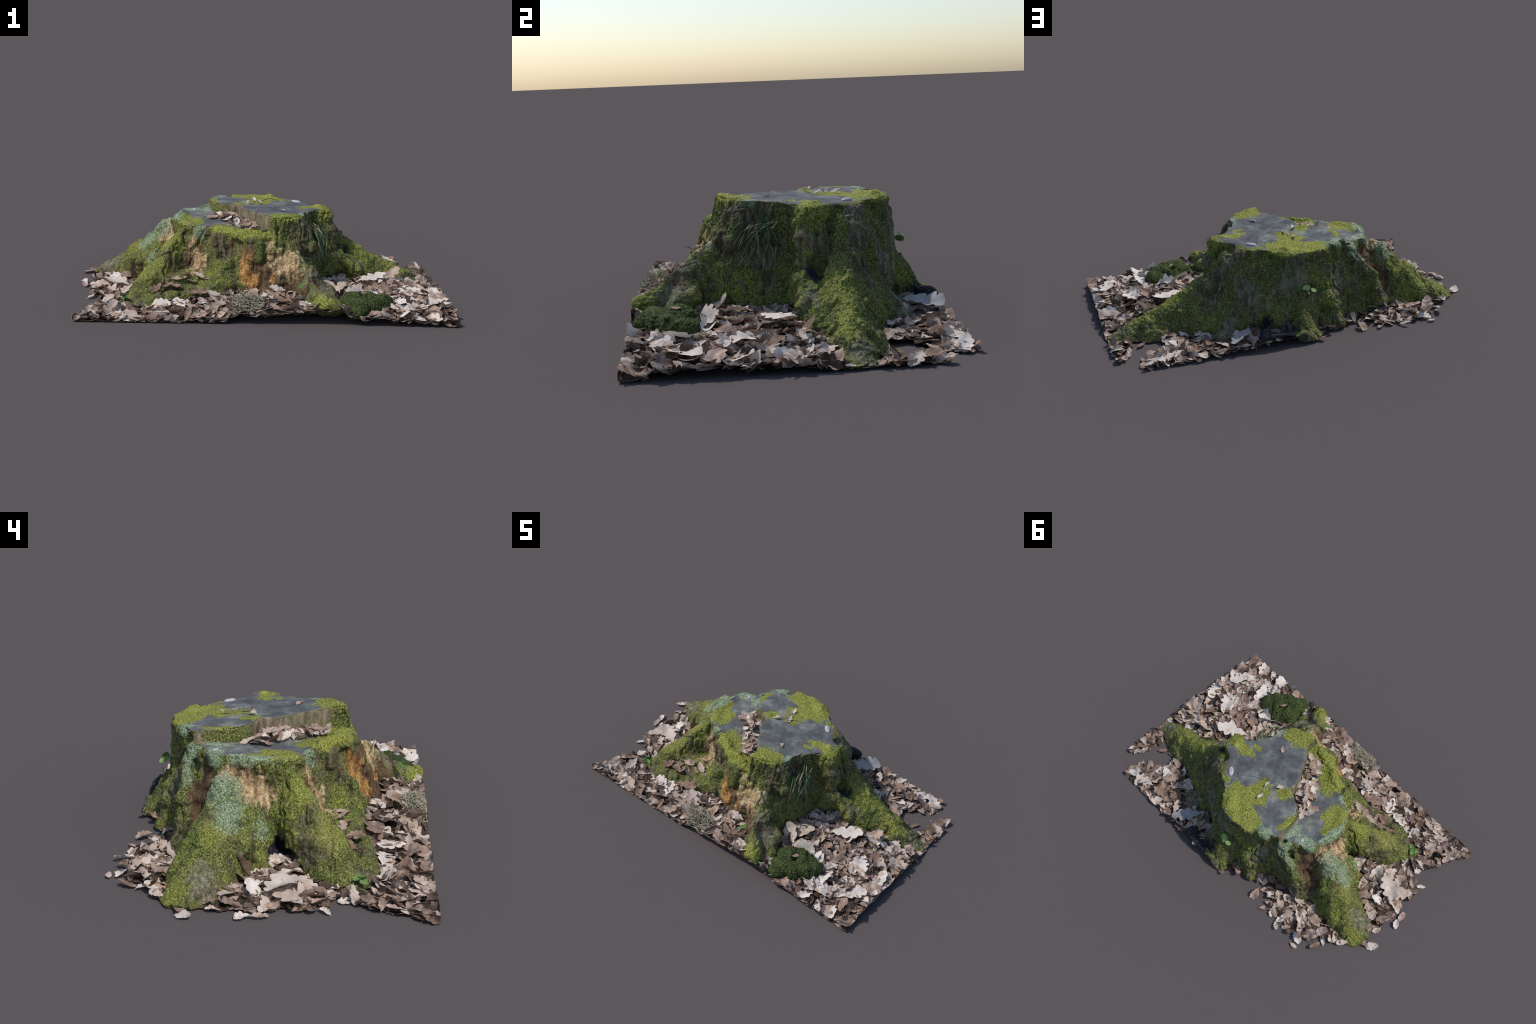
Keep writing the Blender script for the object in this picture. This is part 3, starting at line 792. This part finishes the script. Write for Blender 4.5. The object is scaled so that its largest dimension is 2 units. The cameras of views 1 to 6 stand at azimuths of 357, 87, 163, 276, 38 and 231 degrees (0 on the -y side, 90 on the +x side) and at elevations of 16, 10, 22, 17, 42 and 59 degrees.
# upright leaves leaning on the roots
put_leaf((-.70, .075, .075), (1.15, -1.0, 1.2), .13, 2, MAT_LEAF)
put_leaf((.74, .03, .09), (.9, -.6, .3), .12, 5, MAT_LEAF)
for x, y, z in [(-.55, -.31, .1), (-.51, -.29, .1), (-.49, -.265, .1), (-.46, -.30, .1), (-.44, -.26, .1), (-.42, -.285, .1), (-.40, -.25, .1), (-.37, -.275, .1), (-.34, -.255, .1), (-.30, -.265, .1), (-.47, -.325, .1)]:
    col_ = body[int((x - X0) / H), int((y - Y0) / H)]
    z = max([gz[k_] for k_ in np.nonzero(col_ < 0)[0]] + [.085]) + .010
    put_leaf((x, y, float(z)), (RNG.normal(.1, .25), RNG.normal(0, .25), RNG.uniform(0, 6)), RNG.uniform(.06, .09), int(RNG.integers(len(FORMS))), MAT_LEAF)

# stray leaves beyond the ragged edge
for x, y in [(-.938, .261), (-.978, .235), (-.922, .148), (-.97, .042), (-.96, .0), (-.906, -.222), (-.81, -.294), (-.676, .564), (-.759, .471), (-.768, .424),
             (-.297, .519), (-.052, .572), (.835, .319), (.787, .289), (.941, .438), (.832, .569), (.715, .575), (-.398, .542), (-.317, .456), (-.524, .556)]:
    put_leaf((x, y, .008), (RNG.normal(0, .2), RNG.normal(0, .2), RNG.uniform(0, 6.28)), RNG.uniform(.05, .085), int(RNG.integers(len(FORMS))), MAT_LEAF)

# drift of leaves in the step between the two cuts
DRIFT = [(-.27, .13), (-.13, .06), (-.09, -.03), (-.02, -.13), (.0, -.19), (-.07, -.2), (-.16, -.1), (-.22, -.03), (-.28, .06)]
dc = np.stack([RNG.uniform(-.3, .02, 4000), RNG.uniform(-.22, .15, 4000)], 1)
dd = poly_sdf(dc[:, 0], dc[:, 1], DRIFT)
dc, dd = dc[dd < -.008], dd[dd < -.008]
for i in spaced(dc, .024, 46):
    x, y = dc[i]
    put_leaf((x, y, lower_plane(x, y) + .006 + min(.032, -dd[i] * .6)), (RNG.normal(0, .34), RNG.normal(0, .34), RNG.uniform(0, 6.28)), RNG.uniform(.045, .085),
             int(RNG.integers(len(FORMS))), MAT_LEAF)
put_leaf((.113, -.068, .464), (.1, .1, 2.4), .045, 3, MAT_LEAF)
for x, y in [(.0, .15), (-.02, .19), (-.03, .23), (-.07, .11)]:
    put_leaf((x, y, upper_plane(x, y) + .012), (RNG.normal(0, .3), RNG.normal(0, .3), RNG.uniform(0, 6)), .05, int(RNG.integers(len(FORMS))), MAT_LEAF)

# ------------------------------------------------------------------ moss cushion
bm = bmesh.new()
bmesh.ops.create_icosphere(bm, subdivisions=6, radius=1)
W = np.array([v.co[:] for v in bm.verts])
ang = np.arctan2(W[:, 1], W[:, 0])
rad = np.array([.122, .128, .058])
P = W * rad
P[:, :2] *= (1 + .14 * np.sin(2 * ang + .6) + .08 * np.sin(5 * ang) + .07 * np.sin(3 * ang + 1))[:, None]
pit = np.exp(-(((P[:, 0] - .0) / .02) ** 2 + ((P[:, 1] - .02) / .028) ** 2))
P = P + W * (.016 * fbm(P, 20, 61, 2) + .004 * noise3(P, 90, 63) + .0025 * noise3(P, 190, 64))[:, None]
P[:, 2] -= .04 * pit * (W[:, 2] > 0)
P += np.array([CUSHION[0], CUSHION[1], .062])
P[:, 2] = np.maximum(P[:, 2], .03 + .01 * W[:, 2]); P[:, 1] = np.maximum(P[:, 1], -.585)
for v, p in zip(bm.verts, P):
    v.co = p
me = bpy.data.meshes.new("moss_cushion"); bm.to_mesh(me); bm.free()
me.polygons.foreach_set("use_smooth", np.ones(len(me.polygons), bool))
add("moss_cushion", me, MAT_CUSHION)
put_leaf((.52, -.425, .122), (.2, .1, 1.0), .045, 4, MAT_LEAF)

# ------------------------------------------------------------------ thin growth: tubes and blades
def tube_mesh(paths, radius, sides=5):
    vs, fs, n = [], [], 0
    for path, r in zip(paths, radius):
        path = np.array(path)
        tang = np.gradient(path, axis=0); tang /= np.linalg.norm(tang, axis=1)[:, None] + 1e-9
        ref = np.array([.3, .2, .93]); a = np.cross(tang, ref); a /= np.linalg.norm(a, axis=1)[:, None] + 1e-9
        b = np.cross(tang, a)
        k = np.linspace(1, .5, len(path))[:, None, None] * r
        th = np.arange(sides) * 2 * math.pi / sides
        ring = path[:, None] + k * (np.cos(th)[None, :, None] * a[:, None] + np.sin(th)[None, :, None] * b[:, None])
        vs.append(ring.reshape(-1, 3))
        i = np.arange(len(path) * sides).reshape(len(path), sides) + n
        j = np.roll(i, -1, 1)
        fs.append(np.stack([i[:-1], j[:-1], j[1:], i[1:]], -1).reshape(-1, 4)); n += ring.shape[0] * sides
    return make_mesh("stems", np.concatenate(vs), np.concatenate(fs))

# pale lichen tangle at the front edge
paths, rr = [], []
for i in range(260):
    c = np.array([RNG.normal(-.085, .045), RNG.normal(-.545, .028), 0])
    c[1] = np.clip(c[1], -.58, -.46)
    c[2] = litter_height(c[0], c[1])[0] + RNG.uniform(.008, .045)
    d = RNG.normal(0, 1, 3); d[2] *= .45; d /= np.linalg.norm(d)
    L = RNG.uniform(.03, .06); bend = RNG.normal(0, .25, 3)
    t = np.linspace(-.5, .5, 7)[:, None]
    p = c + d * t * L + bend * (t ** 2) * L
    p[:, 1] = np.maximum(p[:, 1], -.585); p[:, 2] = np.maximum(p[:, 2], .004)
    paths.append(p); rr.append(RNG.uniform(.0014, .0024))
add("lichen_tangle", tube_mesh(paths, rr), MAT_LICHEN, stuff=True)

def blade(root, direction, length, width, droop, twist=0.0):
    n = 12
    d = np.array(direction, float); d /= np.linalg.norm(d)
    t = np.linspace(0, 1, n)[:, None]
    p = np.array(root) + d * length * t + np.array([0, 0, -1.]) * droop * length * t ** 2
    side = np.cross(d, [0, 0, 1]); side /= np.linalg.norm(side) + 1e-9
    side = side * math.cos(twist) + np.array([0, 0, 1]) * math.sin(twist)
    w = width * np.sin(np.pi * np.clip(t * .9 + .1, 0, 1)) ** .7
    mid = p + np.array([0, 0, -.15 * width])
    v = np.stack([p - side * w, mid, p + side * w], 1).reshape(-1, 3)
    i = np.arange(n * 3).reshape(n, 3)
    return v, np.stack([i[:-1, :-1], i[1:, :-1], i[1:, 1:], i[:-1, 1:]], -1).reshape(-1, 4)

tuft = bpy.data.objects.new("grass_tuft", None); SC.objects.link(tuft); tuft.parent = stump
root = (.288, -.085, .37)
for i in range(75):
    a = RNG.normal(-.8, .9)
    v, q = blade((root[0] + RNG.normal(0, .018), root[1] + RNG.normal(0, .03), root[2] + RNG.normal(0, .015)),
                 (math.cos(a) * .45 + .15, math.sin(a) * .9, RNG.uniform(-.9, .2)), RNG.uniform(.05, .13), RNG.uniform(.0016, .0034), RNG.uniform(.3, 1.1), RNG.normal(0, .5))
    me = make_mesh("grass_blade", v, q); me.polygons.foreach_set("use_smooth", np.ones(len(q), bool))
    add("grass_blade", me, MAT_GRASS if RNG.random() < .72 else MAT_DRY_GRASS, tuft)

# round leaves of seedlings and clover
def round_leaf(name, loc, size, eul, mat=MAT_GREEN_LEAF, stretch=1.3):
    n, m = 14, 5
    vs = []
    for j in range(m + 1):
        for i in range(n):
            a = 2 * math.pi * i / n; r = j / m
            x, y = r * math.cos(a) * stretch, r * math.sin(a)
            vs.append((x, y, .25 * r * r + .12 * abs(y)))
    q = [(j * n + i, j * n + (i + 1) % n, (j + 1) * n + (i + 1) % n, (j + 1) * n + i) for j in range(m) for i in range(n)]
    me = make_mesh("green_leaf", placed(np.array(vs), loc, eul, size), np.array(q)); me.polygons.foreach_set("use_smooth", np.ones(len(me.polygons), bool))
    return add(name, me, mat)
for loc, s, e in [((-.01, .487, .262), .016, (-.5, .2, 0)), ((.005, .482, .248), .017, (-.7, -.4, .7)), ((-.012, .488, .24), .015, (-.9, .3, 1.5)), ((-.045, .49, .245), .013, (-.6, -.3, .3)),
                  ((-.715, -.335, .045), .016, (.3, .3, .5)), ((-.725, -.325, .05), .014, (-.2, .4, 1.9)), ((-.70, -.352, .045), .015, (.3, -.3, 2.9)), ((-.73, -.345, .04), .013, (.5, .1, 4))]:
    round_leaf("green_leaf", loc, s, e)
round_leaf("green_leaf", (.192, -.492, .178), .011, (.3, -.5, .6), stretch=2.4)

def pebble(loc, radii, turn):
    bm = bmesh.new(); bmesh.ops.create_icosphere(bm, subdivisions=4, radius=1)
    for v in bm.verts:
        v.co = Vector((v.co.x * radii[0], v.co.y * radii[1], v.co.z * radii[2]))
    bmesh.ops.rotate(bm, verts=bm.verts, cent=(0, 0, 0), matrix=Matrix.Rotation(turn, 3, "Z")); bmesh.ops.translate(bm, verts=bm.verts, vec=loc)
    me = bpy.data.meshes.new("pale_fungus"); bm.to_mesh(me); bm.free()
    me.polygons.foreach_set("use_smooth", np.ones(len(me.polygons), bool))
    add("pale_fungus", me, MAT_PEBBLE)
pebble((.209, .242, .444), (.030, .015, .008), 2.4)
pebble((-.368, .217, .393), (.013, .009, .004), 2.2)

# a few thin twigs
paths, rr = [], []
for a, b in [((.0, .12, .468), (.10, .17, .462)), ((-.2, -.24, .17), (-.12, -.40, .12)), ((.13, -.36, .25), (.24, -.39, .29)), ((-.25, -.31, .15), (-.15, -.38, .19)), ((-.60, .10, .02), (-.64, -.38, .02))][:4]:
    t = np.linspace(0, 1, 10)[:, None]
    p = np.array(a) * (1 - t) + np.array(b) * t; p[:, 2] += .015 * np.sin(np.pi * t[:, 0])
    paths.append(p); rr.append(.0022)
add("twig", tube_mesh(paths, rr), MAT_TWIG, stuff=True)
